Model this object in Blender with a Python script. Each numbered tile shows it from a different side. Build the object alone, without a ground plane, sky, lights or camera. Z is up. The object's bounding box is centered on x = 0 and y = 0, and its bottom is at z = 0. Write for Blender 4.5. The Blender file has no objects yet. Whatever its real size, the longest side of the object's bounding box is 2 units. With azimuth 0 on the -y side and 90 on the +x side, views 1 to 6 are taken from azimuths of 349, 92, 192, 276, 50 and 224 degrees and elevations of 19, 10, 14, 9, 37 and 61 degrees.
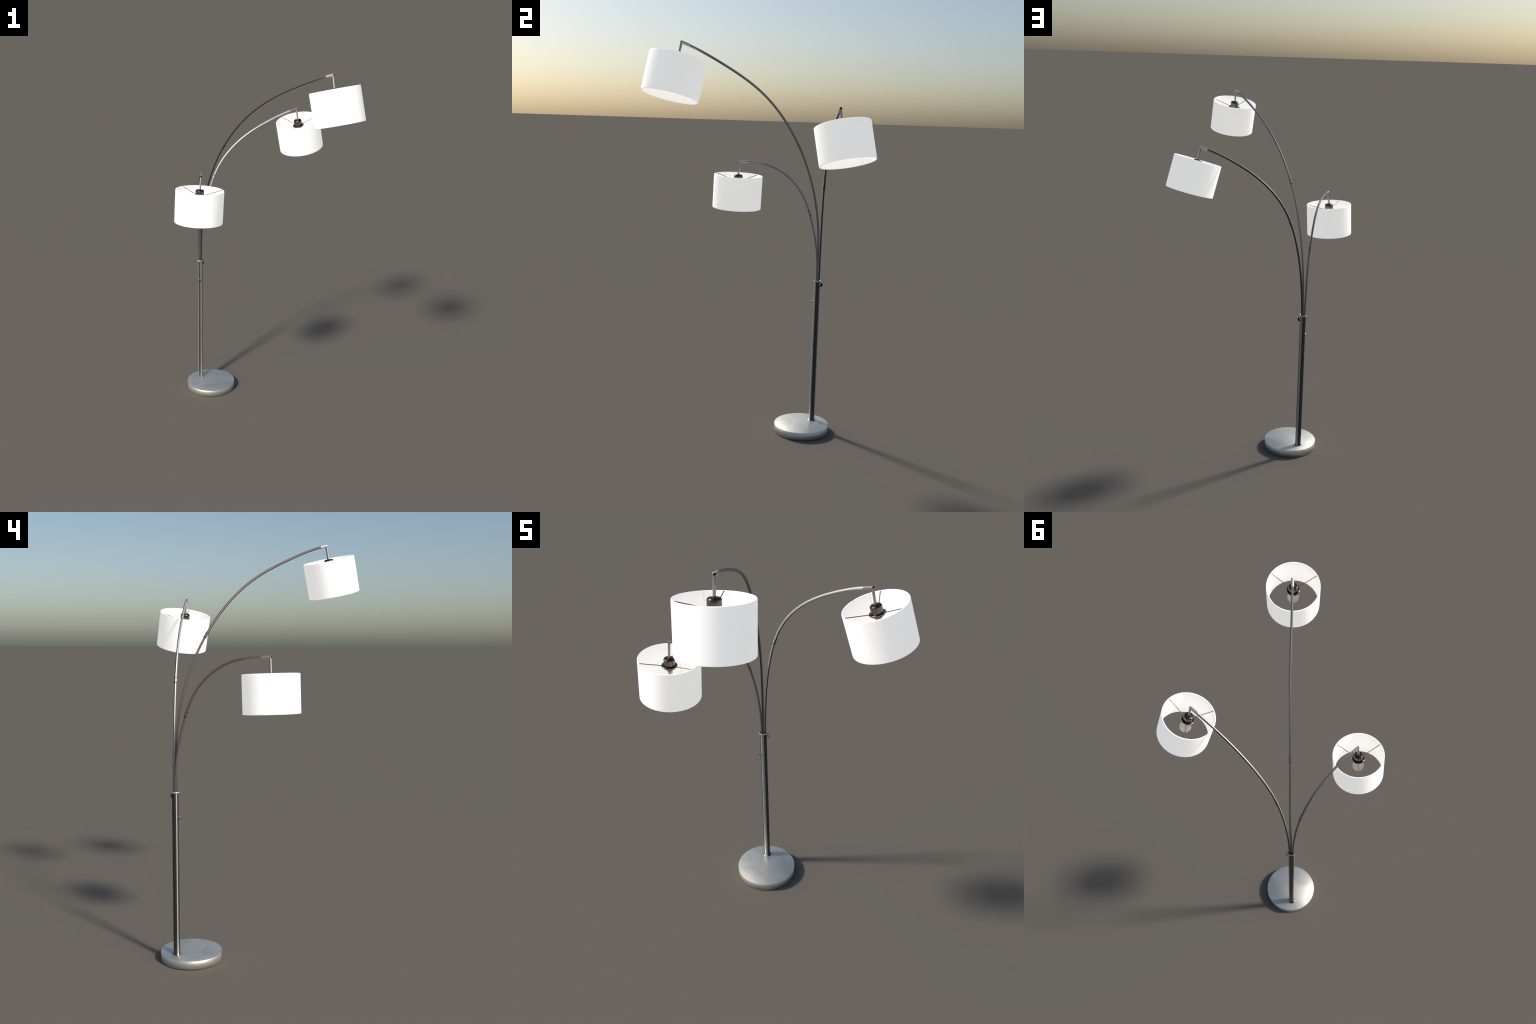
"""Three-arm arc floor lamp: round marble foot, faceted steel pole, three bent
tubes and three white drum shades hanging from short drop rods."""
import bpy, math, random
import numpy as np
from mathutils import Vector, Matrix

random.seed(7)
TAU = math.tau

# --------------------------------------------------------------------------
# materials
# --------------------------------------------------------------------------
def new_mat(name):
    m = bpy.data.materials.new(name)
    m.use_nodes = True
    nt = m.node_tree
    return m, nt, nt.nodes["Principled BSDF"]


def node(nt, kind, **kw):
    n = nt.nodes.new(kind)
    for k, v in kw.items():
        if hasattr(n, k):
            setattr(n, k, v)
        else:
            n.inputs[k].default_value = v
    return n


def ramp(nt, stops):
    r = nt.nodes.new("ShaderNodeValToRGB")
    e = r.color_ramp.elements
    while len(e) < len(stops):
        e.new(0.5)
    for el, (p, c) in zip(e, stops):
        el.position, el.color = p, (*c, 1)
    return r


def coords(nt, scale, rot=(0, 0, 0)):
    tc = nt.nodes.new("ShaderNodeTexCoord")
    mp = nt.nodes.new("ShaderNodeMapping")
    mp.inputs["Scale"].default_value = scale
    mp.inputs["Rotation"].default_value = rot
    nt.links.new(tc.outputs["Object"], mp.inputs["Vector"])
    return mp


def metal(name, dark, light, rough, grain=(60, 60, 3), metallic=1.0):
    """Brushed metal: fine grain stretched along the part, in colour and gloss."""
    m, nt, b = new_mat(name)
    mp = coords(nt, grain)
    nz = node(nt, "ShaderNodeTexNoise", Scale=9.0, Detail=3.0)
    nt.links.new(mp.outputs[0], nz.inputs["Vector"])
    cr = ramp(nt, [(0.3, dark), (0.7, light)])
    nt.links.new(nz.outputs["Fac"], cr.inputs["Fac"])
    nt.links.new(cr.outputs["Color"], b.inputs["Base Color"])
    mr = node(nt, "ShaderNodeMapRange")
    mr.inputs["To Min"].default_value = rough - 0.04
    mr.inputs["To Max"].default_value = rough + 0.04
    nt.links.new(nz.outputs["Fac"], mr.inputs["Value"])
    nt.links.new(mr.outputs[0], b.inputs["Roughness"])
    b.inputs["Metallic"].default_value = metallic
    return m


def marble_material():
    """Polished pale stone, faint pinkish-grey veins drawn out along x."""
    m, nt, b = new_mat("marble")
    mp = coords(nt, (5.0, 17.0, 12.0), (0, 0, math.radians(9)))
    nz = node(nt, "ShaderNodeTexNoise", Scale=1.0, Detail=4.0, Distortion=0.9)
    nt.links.new(mp.outputs[0], nz.inputs["Vector"])
    mp2 = coords(nt, (9.0, 40.0, 20.0), (0, 0, math.radians(20)))
    nz2 = node(nt, "ShaderNodeTexNoise", Scale=1.0, Detail=3.0, Distortion=0.4)
    nt.links.new(mp2.outputs[0], nz2.inputs["Vector"])
    mul = node(nt, "ShaderNodeMath", operation="MULTIPLY_ADD")
    nt.links.new(nz2.outputs["Fac"], mul.inputs[0])
    mul.inputs[1].default_value = 0.25
    nt.links.new(nz.outputs["Fac"], mul.inputs[2])
    cr = ramp(nt, MARBLE_STOPS)
    nt.links.new(mul.outputs[0], cr.inputs["Fac"])
    nt.links.new(cr.outputs["Color"], b.inputs["Base Color"])
    b.inputs["Metallic"].default_value = MARBLE_METAL
    b.inputs["Roughness"].default_value = MARBLE_ROUGH
    return m


MARBLE_STOPS = [(0.48, (0.725, 0.71, 0.63)), (0.62, (0.70, 0.68, 0.60)), (0.78, (0.625, 0.58, 0.52))]
MARBLE_METAL, MARBLE_ROUGH = 0.82, 0.47


def shade_material(name="white_fabric", glow=None):
    """White lit fabric with a fine weave, glowing softly from the lamp inside."""
    m, nt, b = new_mat(name)
    mp = coords(nt, (1, 1, 1))
    nz = node(nt, "ShaderNodeTexNoise", Scale=700.0, Detail=2.0)
    nt.links.new(mp.outputs[0], nz.inputs["Vector"])
    cr = ramp(nt, [(0.3, (0.82, 0.82, 0.815)), (0.7, (0.88, 0.88, 0.875))])
    nt.links.new(nz.outputs["Fac"], cr.inputs["Fac"])
    nt.links.new(cr.outputs["Color"], b.inputs["Base Color"])
    bp = node(nt, "ShaderNodeBump", Strength=0.05, Distance=0.0005)
    nt.links.new(nz.outputs["Fac"], bp.inputs["Height"])
    nt.links.new(bp.outputs[0], b.inputs["Normal"])
    b.inputs["Roughness"].default_value = 0.9
    b.inputs["Specular IOR Level"].default_value = 0.2
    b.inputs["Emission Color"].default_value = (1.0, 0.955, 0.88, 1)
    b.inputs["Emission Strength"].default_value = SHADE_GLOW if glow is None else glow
    return m


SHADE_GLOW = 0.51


def seam_material():
    m, nt, b = new_mat("seam_tape")
    b.inputs["Base Color"].default_value = (0.60, 0.54, 0.48, 1)
    b.inputs["Roughness"].default_value = 0.9
    b.inputs["Emission Color"].default_value = (1.0, 0.93, 0.84, 1)
    b.inputs["Emission Strength"].default_value = SHADE_GLOW * 0.8
    nz = node(nt, "ShaderNodeTexNoise", Scale=300.0)
    bp = node(nt, "ShaderNodeBump", Strength=0.05, Distance=0.0005)
    nt.links.new(nz.outputs["Fac"], bp.inputs["Height"])
    nt.links.new(bp.outputs[0], b.inputs["Normal"])
    return m


def bulb_material():
    m, nt, b = new_mat("bulb_glass")
    nz = node(nt, "ShaderNodeTexNoise", Scale=220.0, Detail=2.0)
    cr = ramp(nt, [(0.35, (0.80, 0.80, 0.79)), (0.65, (0.95, 0.95, 0.94))])
    nt.links.new(nz.outputs["Fac"], cr.inputs["Fac"])
    nt.links.new(cr.outputs["Color"], b.inputs["Base Color"])
    b.inputs["Roughness"].default_value = 0.08
    tr = node(nt, "ShaderNodeBsdfTransparent")
    mix = node(nt, "ShaderNodeMixShader")
    mix.inputs[0].default_value = 0.16
    nt.links.new(tr.outputs[0], mix.inputs[1])
    nt.links.new(b.outputs[0], mix.inputs[2])
    nt.links.new(mix.outputs[0], nt.nodes["Material Output"].inputs["Surface"])
    return m


STEEL = metal("brushed_steel", (0.40, 0.38, 0.37), (0.50, 0.48, 0.47), 0.38)
FITTING = metal("satin_fitting_steel", (0.40, 0.36, 0.35), (0.48, 0.44, 0.43), 0.45, (40, 40, 40), 0.65)
# tones of the lengthwise bands on pole, tubes, sleeves and rods: bright, mid, brown, dark, grey, taupe, umber
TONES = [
    metal("steel_bright_band", (0.58, 0.56, 0.55), (0.70, 0.68, 0.67), 0.48, metallic=0.6),
    metal("steel_mid_band", (0.36, 0.36, 0.36), (0.48, 0.48, 0.48), 0.45, metallic=0.6),
    metal("steel_brown_band", (0.13, 0.105, 0.094), (0.17, 0.138, 0.125), 0.50, metallic=0.35),
    metal("steel_dark_band", (0.045, 0.043, 0.043), (0.085, 0.08, 0.08), 0.38, metallic=0.6),
    metal("steel_grey_band", (0.21, 0.21, 0.215), (0.30, 0.30, 0.305), 0.42, metallic=0.6),
    metal("steel_taupe_band", (0.24, 0.20, 0.187), (0.30, 0.255, 0.24), 0.50, metallic=0.4),
    metal("steel_umber_band", (0.068, 0.052, 0.045), (0.10, 0.078, 0.068), 0.45, metallic=0.4),
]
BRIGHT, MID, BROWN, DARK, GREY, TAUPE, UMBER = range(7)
BRONZE = metal("dark_bronze", (0.09, 0.072, 0.067), (0.12, 0.098, 0.09), 0.20, (25, 25, 60))
DISH = metal("bronze_dish", (0.16, 0.13, 0.11), (0.24, 0.19, 0.16), 0.20, (25, 25, 60))
OLIVE = metal("olive_bronze", (0.07, 0.058, 0.036), (0.115, 0.095, 0.06), 0.27, (30, 30, 200))
SPOKE_STEEL = metal("spoke_wire", (0.15, 0.14, 0.14), (0.22, 0.21, 0.205), 0.4)
BLACK = metal("blackened_metal", (0.03, 0.027, 0.024), (0.05, 0.045, 0.04), 0.4)
BRASS = metal("old_brass", (0.22, 0.17, 0.11), (0.30, 0.23, 0.14), 0.35)
MARBLE = marble_material()
MARBLE_SIDE = metal("honed_marble_side", (0.69, 0.675, 0.60), (0.72, 0.70, 0.625), 0.50, (2, 2, 8), 0.82)
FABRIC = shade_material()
FABRIC_DIMMED_INSIDE = shade_material("white_fabric_dimmed_inside", 0.44)  # same fabric, glow lowered to match the shade's interior brightness
SEAM = seam_material()
BULB = bulb_material()

# --------------------------------------------------------------------------
# geometry helpers
# --------------------------------------------------------------------------
def make_mesh(name, verts, faces, mats, smooth=True, idx=None, angle=None):
    me = bpy.data.meshes.new(name)
    me.from_pydata([tuple(v) for v in verts], [], faces)
    for m in mats if isinstance(mats, (list, tuple)) else [mats]:
        me.materials.append(m)
    for i, p in enumerate(me.polygons):
        p.use_smooth = smooth
        if idx is not None:
            p.material_index = idx[i]
    me.update()
    if angle is not None:
        me.set_sharp_from_angle(angle=math.radians(angle))
    return me


def add(name, data, parent=None, matrix=None):
    o = bpy.data.objects.new(name, data)
    bpy.context.scene.collection.objects.link(o)
    if parent is not None:
        o.parent = parent
    if matrix is not None:
        o.matrix_local = matrix
    return o


def lathe(profile, n=48, closed=False, phase=0.0, caps=(True, True)):
    """Revolve (r, z) points about z. closed joins last profile point to first."""
    V, F = [], []
    for r, z in profile:
        for i in range(n):
            a = phase + TAU * i / n
            V.append((r * math.cos(a), r * math.sin(a), z))
    m = len(profile)
    for j in range(m if closed else m - 1):
        k = (j + 1) % m
        for i in range(n):
            q = (i + 1) % n
            F.append((j * n + i, j * n + q, k * n + q, k * n + i))
    if not closed:
        if caps[0]:
            F.append(tuple(range(n))[::-1])
        if caps[1]:
            F.append(tuple((m - 1) * n + i for i in range(n)))
    # profiles may run upward or downward: make faces point outward
    V3 = np.array(V)
    f = F[0]
    a, b, c = V3[f[0]], V3[f[1]], V3[f[2]]
    return V, F


def fix_normals(me):
    import bmesh
    bm = bmesh.new()
    bm.from_mesh(me)
    bmesh.ops.recalc_face_normals(bm, faces=bm.faces)
    bm.to_mesh(me)
    bm.free()
    me.update()


def lathe_mesh(name, profile, mats, n=48, closed=False, angle=35, smooth=True, phase=0.0, caps=(True, True)):
    V, F = lathe(profile, n, closed, phase, caps)
    me = make_mesh(name, V, F, mats, smooth)
    fix_normals(me)
    if smooth:
        me.set_sharp_from_angle(angle=math.radians(angle))
    return me


def band_index(bands, deg):
    """Tone of the strip that contains this angle; bands = [(from, tone), ...]."""
    deg = (deg - bands[0][0]) % 360 + bands[0][0]
    tone = bands[0][1]
    for start, t in bands:
        if deg >= start:
            tone = t
    return tone


def banded_lathe(name, profile, bands, n=36, angle=40, caps=(True, True), rings=()):
    """Lathe whose faces take their tone from the angle strip they lie in;
    profile steps listed in rings are dark all round."""
    V, F = lathe(profile, n, caps=caps)
    tone = [band_index(bands, 360 * (i + 0.5) / n) for i in range(n)]
    idx = []
    for k in range(len(profile) - 1):
        idx += [DARK] * n if k in rings else tone
    idx += [MID] * (len(F) - len(idx))
    me = make_mesh(name, V, F, TONES, True, idx)
    fix_normals(me)
    me.set_sharp_from_angle(angle=math.radians(angle))
    return me


def arc(cx, cz, r, a0, a1, n):
    return [(cx + r * math.cos(math.radians(a0 + (a1 - a0) * i / n)), cz + r * math.sin(math.radians(a0 + (a1 - a0) * i / n))) for i in range(n + 1)]


def tube_between(name, p, q, r, mat, n=16, angle=40):
    p, q = Vector(p), Vector(q)
    L = (q - p).length
    c = min(r * 0.15, L * 0.1)
    me = lathe_mesh(name, [(r - c, 0), (r, c), (r, L - c), (r - c, L)], mat, n, angle=angle)
    rot = (q - p).to_track_quat("Z", "Y").to_matrix().to_4x4()
    return me, Matrix.Translation(p) @ rot


def spline(K, m=10):
    """Natural cubic spline through 3D knots, chord-length spaced."""
    K = np.array(K, float)
    L = np.r_[0, np.cumsum(np.linalg.norm(np.diff(K, axis=0), axis=1))]
    n, h = len(K), np.diff(L)
    A, b = np.zeros((n, n)), np.zeros((n, 3))
    A[0, 0] = A[-1, -1] = 1
    for i in range(1, n - 1):
        A[i, i - 1], A[i, i], A[i, i + 1] = h[i - 1], 2 * (h[i - 1] + h[i]), h[i]
        b[i] = 6 * ((K[i + 1] - K[i]) / h[i] - (K[i] - K[i - 1]) / h[i - 1])
    M = np.linalg.solve(A, b)
    out = []
    for i in range(n - 1):
        t = np.linspace(0, 1, m, endpoint=(i == n - 2))[:, None] * h[i]
        out.append(M[i] * (h[i] - t) ** 3 / (6 * h[i]) + M[i + 1] * t ** 3 / (6 * h[i]) + (K[i] / h[i] - M[i] * h[i] / 6) * (h[i] - t) + (K[i + 1] / h[i] - M[i + 1] * h[i] / 6) * t)
    return np.concatenate(out)


def resample(P, step):
    L = np.r_[0, np.cumsum(np.linalg.norm(np.diff(P, axis=0), axis=1))]
    s = np.linspace(0, L[-1], max(3, int(L[-1] / step)))
    return np.stack([np.interp(s, L, P[:, i]) for i in range(3)], 1)


def sweep(name, P, radius, bands, n=24, side=None, smooth=True, phase=0.0):
    """Round tube along polyline P; side is the fixed sideways direction."""
    T = np.gradient(P, axis=0)
    T /= np.linalg.norm(T, axis=1)[:, None]
    V, F = [], []
    for p, t in zip(P, T):
        a = side - t * (side @ t)
        a /= np.linalg.norm(a)
        b = np.cross(t, a)
        for i in range(n):
            w = phase + TAU * i / n
            V.append(p + radius * (math.cos(w) * a + math.sin(w) * b))
    for j in range(len(P) - 1):
        for i in range(n):
            q = (i + 1) % n
            F.append((j * n + i, j * n + q, (j + 1) * n + q, (j + 1) * n + i))
    tone = [band_index(bands, math.degrees(phase + TAU * (i + 0.5) / n)) for i in range(n)]
    idx = tone * (len(P) - 1) + [MID, MID]
    F.append(tuple(range(n))[::-1])
    F.append(tuple((len(P) - 1) * n + i for i in range(n)))
    me = make_mesh(name, V, F, TONES, smooth, idx)
    fix_normals(me)
    if smooth:
        me.set_sharp_from_angle(angle=math.radians(60))
    return me


# --------------------------------------------------------------------------
# the lamp
# --------------------------------------------------------------------------
BASE_C, BASE_R, BASE_H = (-0.2232, 0.2452), 0.1463, 0.0405
POLE_C, POLE_R, POLE_TOP = (-0.2828, 0.3030), 0.0158, 0.8222
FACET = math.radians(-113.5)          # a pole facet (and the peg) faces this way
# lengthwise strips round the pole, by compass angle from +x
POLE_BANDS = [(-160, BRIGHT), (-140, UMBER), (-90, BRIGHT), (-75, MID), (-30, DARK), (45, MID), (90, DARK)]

lamp = bpy.data.objects.new("floor_lamp", None)
bpy.context.scene.collection.objects.link(lamp)
lamp.empty_display_size = 0.2
lamp.location = (BASE_C[0], BASE_C[1], 0)
lamp["label"] = "three-arm arc floor lamp with white drum shades and marble base"
lamp["category"] = "floor lamp"
ORIGIN = Vector(lamp.location)


def at(p):
    """World position to the lamp's own frame."""
    return Vector(p) - ORIGIN


# --- marble foot: flat disc, softly rounded look through its normals --------
def build_base():
    n, R, H = 128, BASE_R, BASE_H
    rings = [(R * k / 8, H) for k in range(1, 9)]
    V, F = [(0, 0, H)], []
    nor = [(0, 0, 1)]

    def ring(r, z, tilt):
        s = len(V)
        for i in range(n):
            a = TAU * i / n
            V.append((r * math.cos(a), r * math.sin(a), z))
            t = math.radians(tilt)
            nor.append((math.sin(t) * math.cos(a), math.sin(t) * math.sin(a), math.cos(t)))
        return s

    def bridge(s, t):
        for i in range(n):
            q = (i + 1) % n
            F.append((s + i, t + i, t + q, s + q))

    top = [ring(r, z, TOP_TILT * (r / R)) for r, z in rings]
    for i in range(n):
        F.append((0, top[0] + i, top[0] + (i + 1) % n))
    for s, t in zip(top, top[1:]):
        bridge(s, t)
    top_faces = len(F)
    side = []
    for k in range(7):
        f = k / 6
        side.append(ring(R - 0.0010 * f, H - H * f, SIDE_TILT[0] + (SIDE_TILT[1] - SIDE_TILT[0]) * f))
    for s, t in zip(side, side[1:]):
        bridge(s, t)
    s = ring(R - 0.0010, 0.0, 180)
    F.append(tuple(s + i for i in range(n))[::-1])
    idx = [0] * top_faces + [1] * (len(F) - top_faces)
    me = make_mesh("base", V, F, [MARBLE, MARBLE_SIDE], True, idx)
    me.normals_split_custom_set_from_vertices(nor)
    return add("base", me, lamp)


TOP_TILT, SIDE_TILT = 20, (58, 128)
build_base()

# --- pole -------------------------------------------------------------------
px, py = at((*POLE_C, 0)).xy
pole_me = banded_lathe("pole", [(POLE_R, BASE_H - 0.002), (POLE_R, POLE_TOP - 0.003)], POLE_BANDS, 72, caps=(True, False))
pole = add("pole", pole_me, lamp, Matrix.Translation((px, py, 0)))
# flared foot ring where the pole meets the stone
fl = [(0.0150, BASE_H + 0.011), (0.0162, BASE_H + 0.0105), (0.0168, BASE_H + 0.0065), (0.0182, BASE_H + 0.0035), (0.0208, BASE_H + 0.0016), (0.0208, BASE_H - 0.0005)]
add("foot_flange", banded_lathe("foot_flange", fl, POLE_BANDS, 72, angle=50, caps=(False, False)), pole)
# open collar at the top, a brass-lined cup holding the three tubes
rim = [(0.0150, POLE_TOP - 0.0030), (0.0188, POLE_TOP - 0.0026), (0.0197, POLE_TOP - 0.0016), (0.0197, POLE_TOP + 0.0040), (0.0191, POLE_TOP + 0.0048), (0.0181, POLE_TOP + 0.0046), (0.0178, POLE_TOP + 0.0030)]
add("collar", lathe_mesh("collar", rim, TONES[BRIGHT], 40, angle=50, caps=(False, False)), pole)
add("collar_lining", lathe_mesh("collar_lining", [(0.0181, POLE_TOP + 0.0038), (0.0172, POLE_TOP + 0.0026), (0.0150, POLE_TOP + 0.0012), (0.0005, POLE_TOP + 0.0010)], BRASS, 32, caps=(False, True)), pole)


def radial(az, r, z):
    return Vector((r * math.cos(az), r * math.sin(az), z))


def radial_part(name, profile, az, z, mat, n=20):
    me = lathe_mesh(name, profile, mat, n, angle=40)
    rot = Vector((math.cos(az), math.sin(az), 0)).to_track_quat("Z", "Y").to_matrix().to_4x4()
    return add(name, me, pole, Matrix.Translation((0, 0, z)) @ rot)


KNOB_AZ = math.radians(47)
radial_part("thumb_screw", [(0.0034, 0.012), (0.0034, 0.0212), (0.0108, 0.0212), (0.0119, 0.0222), (0.0119, 0.0278), (0.0110, 0.0288)], KNOB_AZ, 0.8060, STEEL, 28)
radial_part("thumb_screw_face", [(0.0109, 0.0286), (0.0102, 0.0290), (0.0004, 0.0290)], KNOB_AZ, 0.8060, BLACK, 28)
radial_part("peg", [(0.0057, 0.012), (0.0057, 0.0286), (0.0051, 0.0292)], FACET, 0.7071, STEEL, 16)
radial_part("peg_face", [(0.0050, 0.0291), (0.0045, 0.0295), (0.0003, 0.0295)], FACET, 0.7071, BRASS, 16)

# --- lamp heads: meshes shared by all three -----------------------------------
SH_R, SH_H, SH_T = 0.1294, 0.1768, 0.0056
rr = SH_T / 2
prof = [(SH_R, -rr * 1.4)] + [(SH_R - rr + rr * math.cos(a), -rr + rr * math.sin(a)) for a in np.linspace(0.25, math.pi - 0.25, 7)] + [(SH_R - SH_T, -rr * 1.4)]
prof += [(SH_R - SH_T, -SH_H / 2), (SH_R - SH_T, -SH_H + rr * 1.4)] + [(SH_R - rr - rr * math.cos(a), -SH_H + rr - rr * math.sin(a)) for a in np.linspace(0.25, math.pi - 0.25, 7)] + [(SH_R, -SH_H + rr * 1.4), (SH_R, -SH_H / 2)]
shade_me = lathe_mesh("lampshade", prof, [FABRIC, FABRIC_DIMMED_INSIDE], 128, closed=True, angle=75)
for p in shade_me.polygons:
    if math.hypot(p.center.x, p.center.y) < SH_R - SH_T + 0.0008:
        p.material_index = 1


def strip_mesh(name, r, half, z0, z1, mat):
    """Narrow strip on the shade's wall at azimuth 0: the glued overlap."""
    V, F = [], []
    t = 0.0005 if r > SH_R - 0.001 else -0.0005
    for rad in (r - t * 0.5, r + t * 0.5):
        for z in (z0, z1):
            for a in (-half, half):
                V.append((rad * math.cos(a), rad * math.sin(a), z))
    F = [(0, 1, 3, 2), (4, 6, 7, 5), (0, 4, 5, 1), (2, 3, 7, 6), (0, 2, 6, 4), (1, 5, 7, 3)]
    me = make_mesh(name, V, F, mat, False)
    fix_normals(me)
    return me


seam_out = strip_mesh("seam", SH_R, 0.0042, -SH_H + 0.004, -0.004, SEAM)
seam_in = strip_mesh("inner_seam", SH_R - SH_T, 0.009, -SH_H + 0.004, -0.004, SEAM)

sock = [(0.0232, -0.0030), (0.0236, -0.0040), (0.0236, -0.0345)]
cap = [(0.0060, 0.0046), (0.0080, 0.0042), (0.0090, 0.0030), (0.0165, 0.0022), (0.0190, 0.0016), (0.0215, -0.0002), (0.0231, -0.0034)]
dish = [(0.0228, -0.0318), (0.0250, -0.0304), (0.0275, -0.0294), (0.0298, -0.0291), (0.0316, -0.0295), (0.0331, -0.0306), (0.0337, -0.0322), (0.0326, -0.0350), (0.0290, -0.0392), (0.0235, -0.0432), (0.0180, -0.0470), (0.0150, -0.0500), (0.0128, -0.0545)]
socket_me = lathe_mesh("lamp_socket", sock, BRONZE, 40, angle=30, caps=(False, False))
cap_me = lathe_mesh("socket_cap", cap, OLIVE, 40, angle=30, caps=(True, False))
dish_me = lathe_mesh("socket_dish", dish, DISH, 40, angle=60, caps=(False, True))
thread = []
for k in range(5):
    z = -0.0530 - 0.0030 * k
    thread += [(0.0118, z), (0.0128, z - 0.0009), (0.0118, z - 0.0021)]
thread_me = lathe_mesh("bulb_thread", thread, STEEL, 28, angle=60)
bz = -0.1050
bulb_prof = [(0.0120, -0.0660), (0.0132, -0.0700), (0.0160, -0.0760), (0.0205, -0.0840), (0.0254, -0.0915)] + [(0.0292 * math.cos(a), bz + 0.0292 * math.sin(a)) for a in np.linspace(0.36, -1.5, 14)]
bulb_me = lathe_mesh("light_bulb", bulb_prof, BULB, 40, angle=80, caps=(False, True))
spoke_me, spoke_mx = tube_between("spoke", (0.0225, 0, -0.0302), (0.1246, 0, -0.0024), 0.0017, SPOKE_STEEL, 10)
ROD_BANDS = [(-165, BRIGHT), (-112, TAUPE), (-50, GREY), (20, MID), (110, BROWN)]  # lit and unlit sides of the rod drawn in as tones
rod_me = banded_lathe("drop_rod", [(0.0052, -0.001), (0.0052, 0.0690)], ROD_BANDS, 36)

# --- arms ---------------------------------------------------------------------
# knots climb from inside the pole to the drop-rod pivot; joint = height of coupling
ARMS = [
    dict(knots=[(-0.2792, 0.2993, 0.70), (-0.2792, 0.2993, 0.82), (-0.2693, 0.2954, 1.1055), (-0.2221, 0.2445, 1.3733), (-0.1292, 0.1410, 1.6082), (0.0062, -0.0066, 1.7928), (0.1579, -0.1841, 1.9129), (0.2779, -0.3229, 1.9809), (0.3054, -0.3542, 1.9925)],
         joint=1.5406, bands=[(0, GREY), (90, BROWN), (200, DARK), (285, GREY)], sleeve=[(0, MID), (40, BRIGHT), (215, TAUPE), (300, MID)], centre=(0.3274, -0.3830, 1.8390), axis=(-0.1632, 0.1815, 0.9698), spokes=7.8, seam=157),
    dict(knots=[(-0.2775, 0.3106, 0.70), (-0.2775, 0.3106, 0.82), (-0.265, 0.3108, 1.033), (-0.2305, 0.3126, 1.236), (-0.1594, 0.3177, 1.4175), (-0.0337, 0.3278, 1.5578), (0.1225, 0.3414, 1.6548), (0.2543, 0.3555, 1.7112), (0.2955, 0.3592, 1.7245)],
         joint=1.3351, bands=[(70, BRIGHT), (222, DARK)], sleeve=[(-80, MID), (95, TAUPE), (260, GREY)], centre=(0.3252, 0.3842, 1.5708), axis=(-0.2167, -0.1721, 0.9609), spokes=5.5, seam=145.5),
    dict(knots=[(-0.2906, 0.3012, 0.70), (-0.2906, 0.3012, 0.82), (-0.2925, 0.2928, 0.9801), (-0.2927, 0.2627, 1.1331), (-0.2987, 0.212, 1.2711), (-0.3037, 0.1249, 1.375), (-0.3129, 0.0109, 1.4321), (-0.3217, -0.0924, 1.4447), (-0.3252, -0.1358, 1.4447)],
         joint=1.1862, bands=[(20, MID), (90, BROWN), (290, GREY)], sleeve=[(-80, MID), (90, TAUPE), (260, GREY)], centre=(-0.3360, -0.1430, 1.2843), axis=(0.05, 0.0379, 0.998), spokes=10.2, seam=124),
]
TUBE_LOW, TUBE_UP, SLEEVE_R, SLEEVE_L = 0.0052, 0.0056, 0.0070, 0.0440

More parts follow.
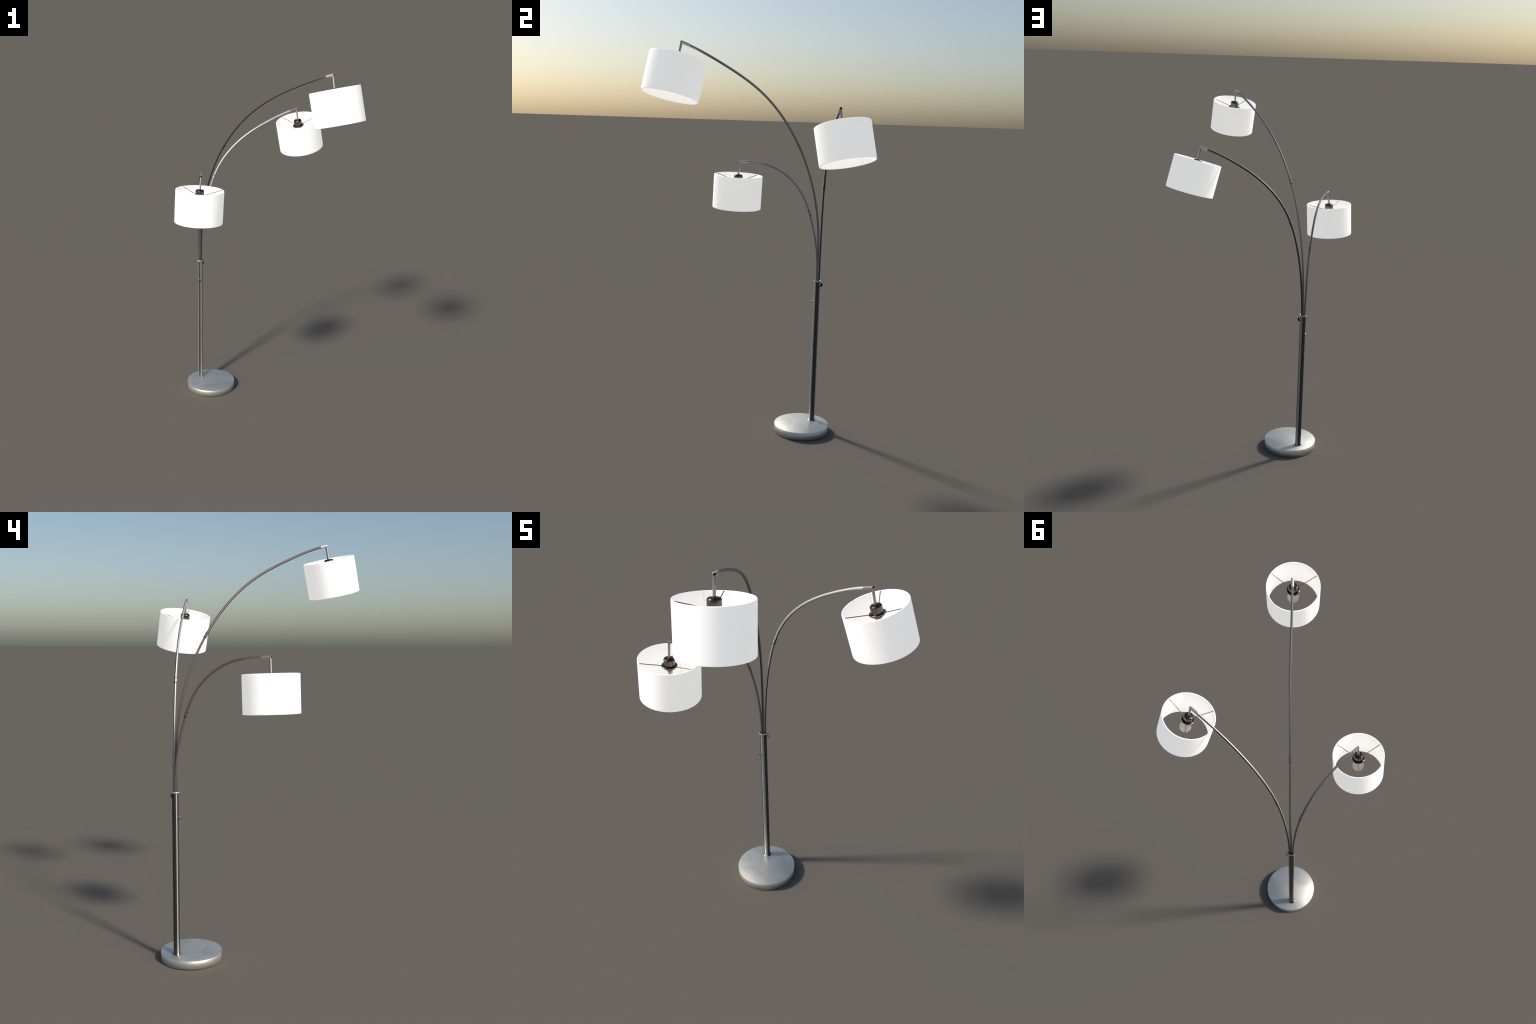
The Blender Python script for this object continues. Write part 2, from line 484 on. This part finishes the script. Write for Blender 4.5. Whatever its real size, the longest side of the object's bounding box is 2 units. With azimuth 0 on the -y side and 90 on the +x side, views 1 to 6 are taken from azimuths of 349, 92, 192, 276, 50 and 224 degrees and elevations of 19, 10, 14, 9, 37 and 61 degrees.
for spec in ARMS:
    K = np.array(spec["knots"])
    tip = K[-1]
    P = resample(spline(K, 24), 0.012)
    L = np.r_[0, np.cumsum(np.linalg.norm(np.diff(P, axis=0), axis=1))]
    hz = tip[:2] - K[1][:2]
    side = np.array([-hz[1], hz[0], 0]) / np.linalg.norm(hz)
    sj = np.interp(spec["joint"], P[:, 2][: P[:, 2].argmax() + 1], L[: P[:, 2].argmax() + 1])

    def point(s):
        return np.array([np.interp(s, L, P[:, i]) for i in range(3)])

    O = np.array(ORIGIN)
    low = np.array([point(s) for s in np.linspace(0.06, sj, max(8, int((sj - 0.06) / 0.015)))]) - O
    s_end = L[-1] - SLEEVE_L * 0.6
    up = np.array([point(s) for s in np.linspace(sj, s_end, max(8, int((s_end - sj) / 0.015)))]) - O
    base_pt = Vector(low[0])
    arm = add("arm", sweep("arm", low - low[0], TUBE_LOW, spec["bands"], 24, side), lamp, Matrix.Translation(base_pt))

    def child(name, me, p=(0, 0, 0), m=None):
        mx = m if m is not None else Matrix.Identity(4)
        return add(name, me, arm, Matrix.Translation(Vector(p)) @ mx)

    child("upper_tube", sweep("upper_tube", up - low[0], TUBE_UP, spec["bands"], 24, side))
    # coupling with a raised ring at each end
    d = Vector(point(sj + 0.012) - point(sj - 0.012)).normalized()
    sv = Vector(side)
    rot = Matrix((sv, d.cross(sv), d)).transposed().to_4x4()
    cp = [(0.0050, -0.0130), (0.0072, -0.0128), (0.0076, -0.0120), (0.0076, -0.0103), (0.0067, -0.0098), (0.0067, 0.0098), (0.0076, 0.0103), (0.0076, 0.0120), (0.0072, 0.0128), (0.0050, 0.0130)]
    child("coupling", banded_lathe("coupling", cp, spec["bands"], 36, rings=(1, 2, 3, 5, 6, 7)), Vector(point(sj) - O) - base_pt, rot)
    # end sleeve and the black socket on its outer face
    axis = Vector(spec["axis"]).normalized()
    top = Vector(spec["centre"]) + axis * (SH_H / 2)
    tipv = Vector(tip)
    sl = Vector(tip - K[-2]).normalized()
    a0, a1 = tipv - sl * (SLEEVE_L - 0.003), tipv + sl * 0.0042
    sv = Vector(side)
    rots = Matrix((sv, sl.cross(sv).normalized(), sl)).transposed().to_4x4()
    slen = (a1 - a0).length
    sp = [(SLEEVE_R - 0.0010, 0), (SLEEVE_R, 0.0010), (SLEEVE_R, slen - 0.0010), (SLEEVE_R - 0.0010, slen)]
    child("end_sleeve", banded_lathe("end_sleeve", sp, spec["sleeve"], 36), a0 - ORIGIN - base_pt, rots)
    rotf = sl.to_track_quat("Z", "Y").to_matrix().to_4x4()
    child("sleeve_plug", lathe_mesh("sleeve_plug", [(0.0052, -0.001), (0.0052, 0.0004), (0.0046, 0.0007)], BLACK, 16), a1 - ORIGIN - base_pt, rotf)

    # lamp head frame: z along the shade's axis, x = world x laid into its plane
    x = Vector((1, 0, 0)) - axis * axis.x
    x.normalize()
    y = axis.cross(x)
    fr = Matrix((x, y, axis)).transposed().to_4x4()
    shade_mx = Matrix.Translation(top - ORIGIN) @ fr
    shade = add("lampshade", shade_me, lamp, shade_mx)
    # the rod runs from the socket's cap to the pivot under the sleeve
    up_dir = (tipv - top).normalized()
    rx = (x - up_dir * x.dot(up_dir)).normalized()
    rod_fr = Matrix((rx, up_dir.cross(rx), up_dir)).transposed().to_4x4()
    child("drop_rod", rod_me, (0, 0, 0), Matrix.Translation(top - ORIGIN - base_pt) @ rod_fr)
    add("lamp_socket", socket_me, shade)
    add("socket_cap", cap_me, shade)
    add("socket_dish", dish_me, shade)
    add("bulb_thread", thread_me, shade)
    add("light_bulb", bulb_me, shade)
    Rz = lambda deg: Matrix.Rotation(math.radians(deg), 4, "Z")
    for k in range(3):
        add("spoke", spoke_me, shade, Rz(spec["spokes"] + 120 * k) @ spoke_mx)
    add("seam", seam_out, shade, Rz(spec["seam"]))
    add("inner_seam", seam_in, shade, Rz(spec["seam"]))
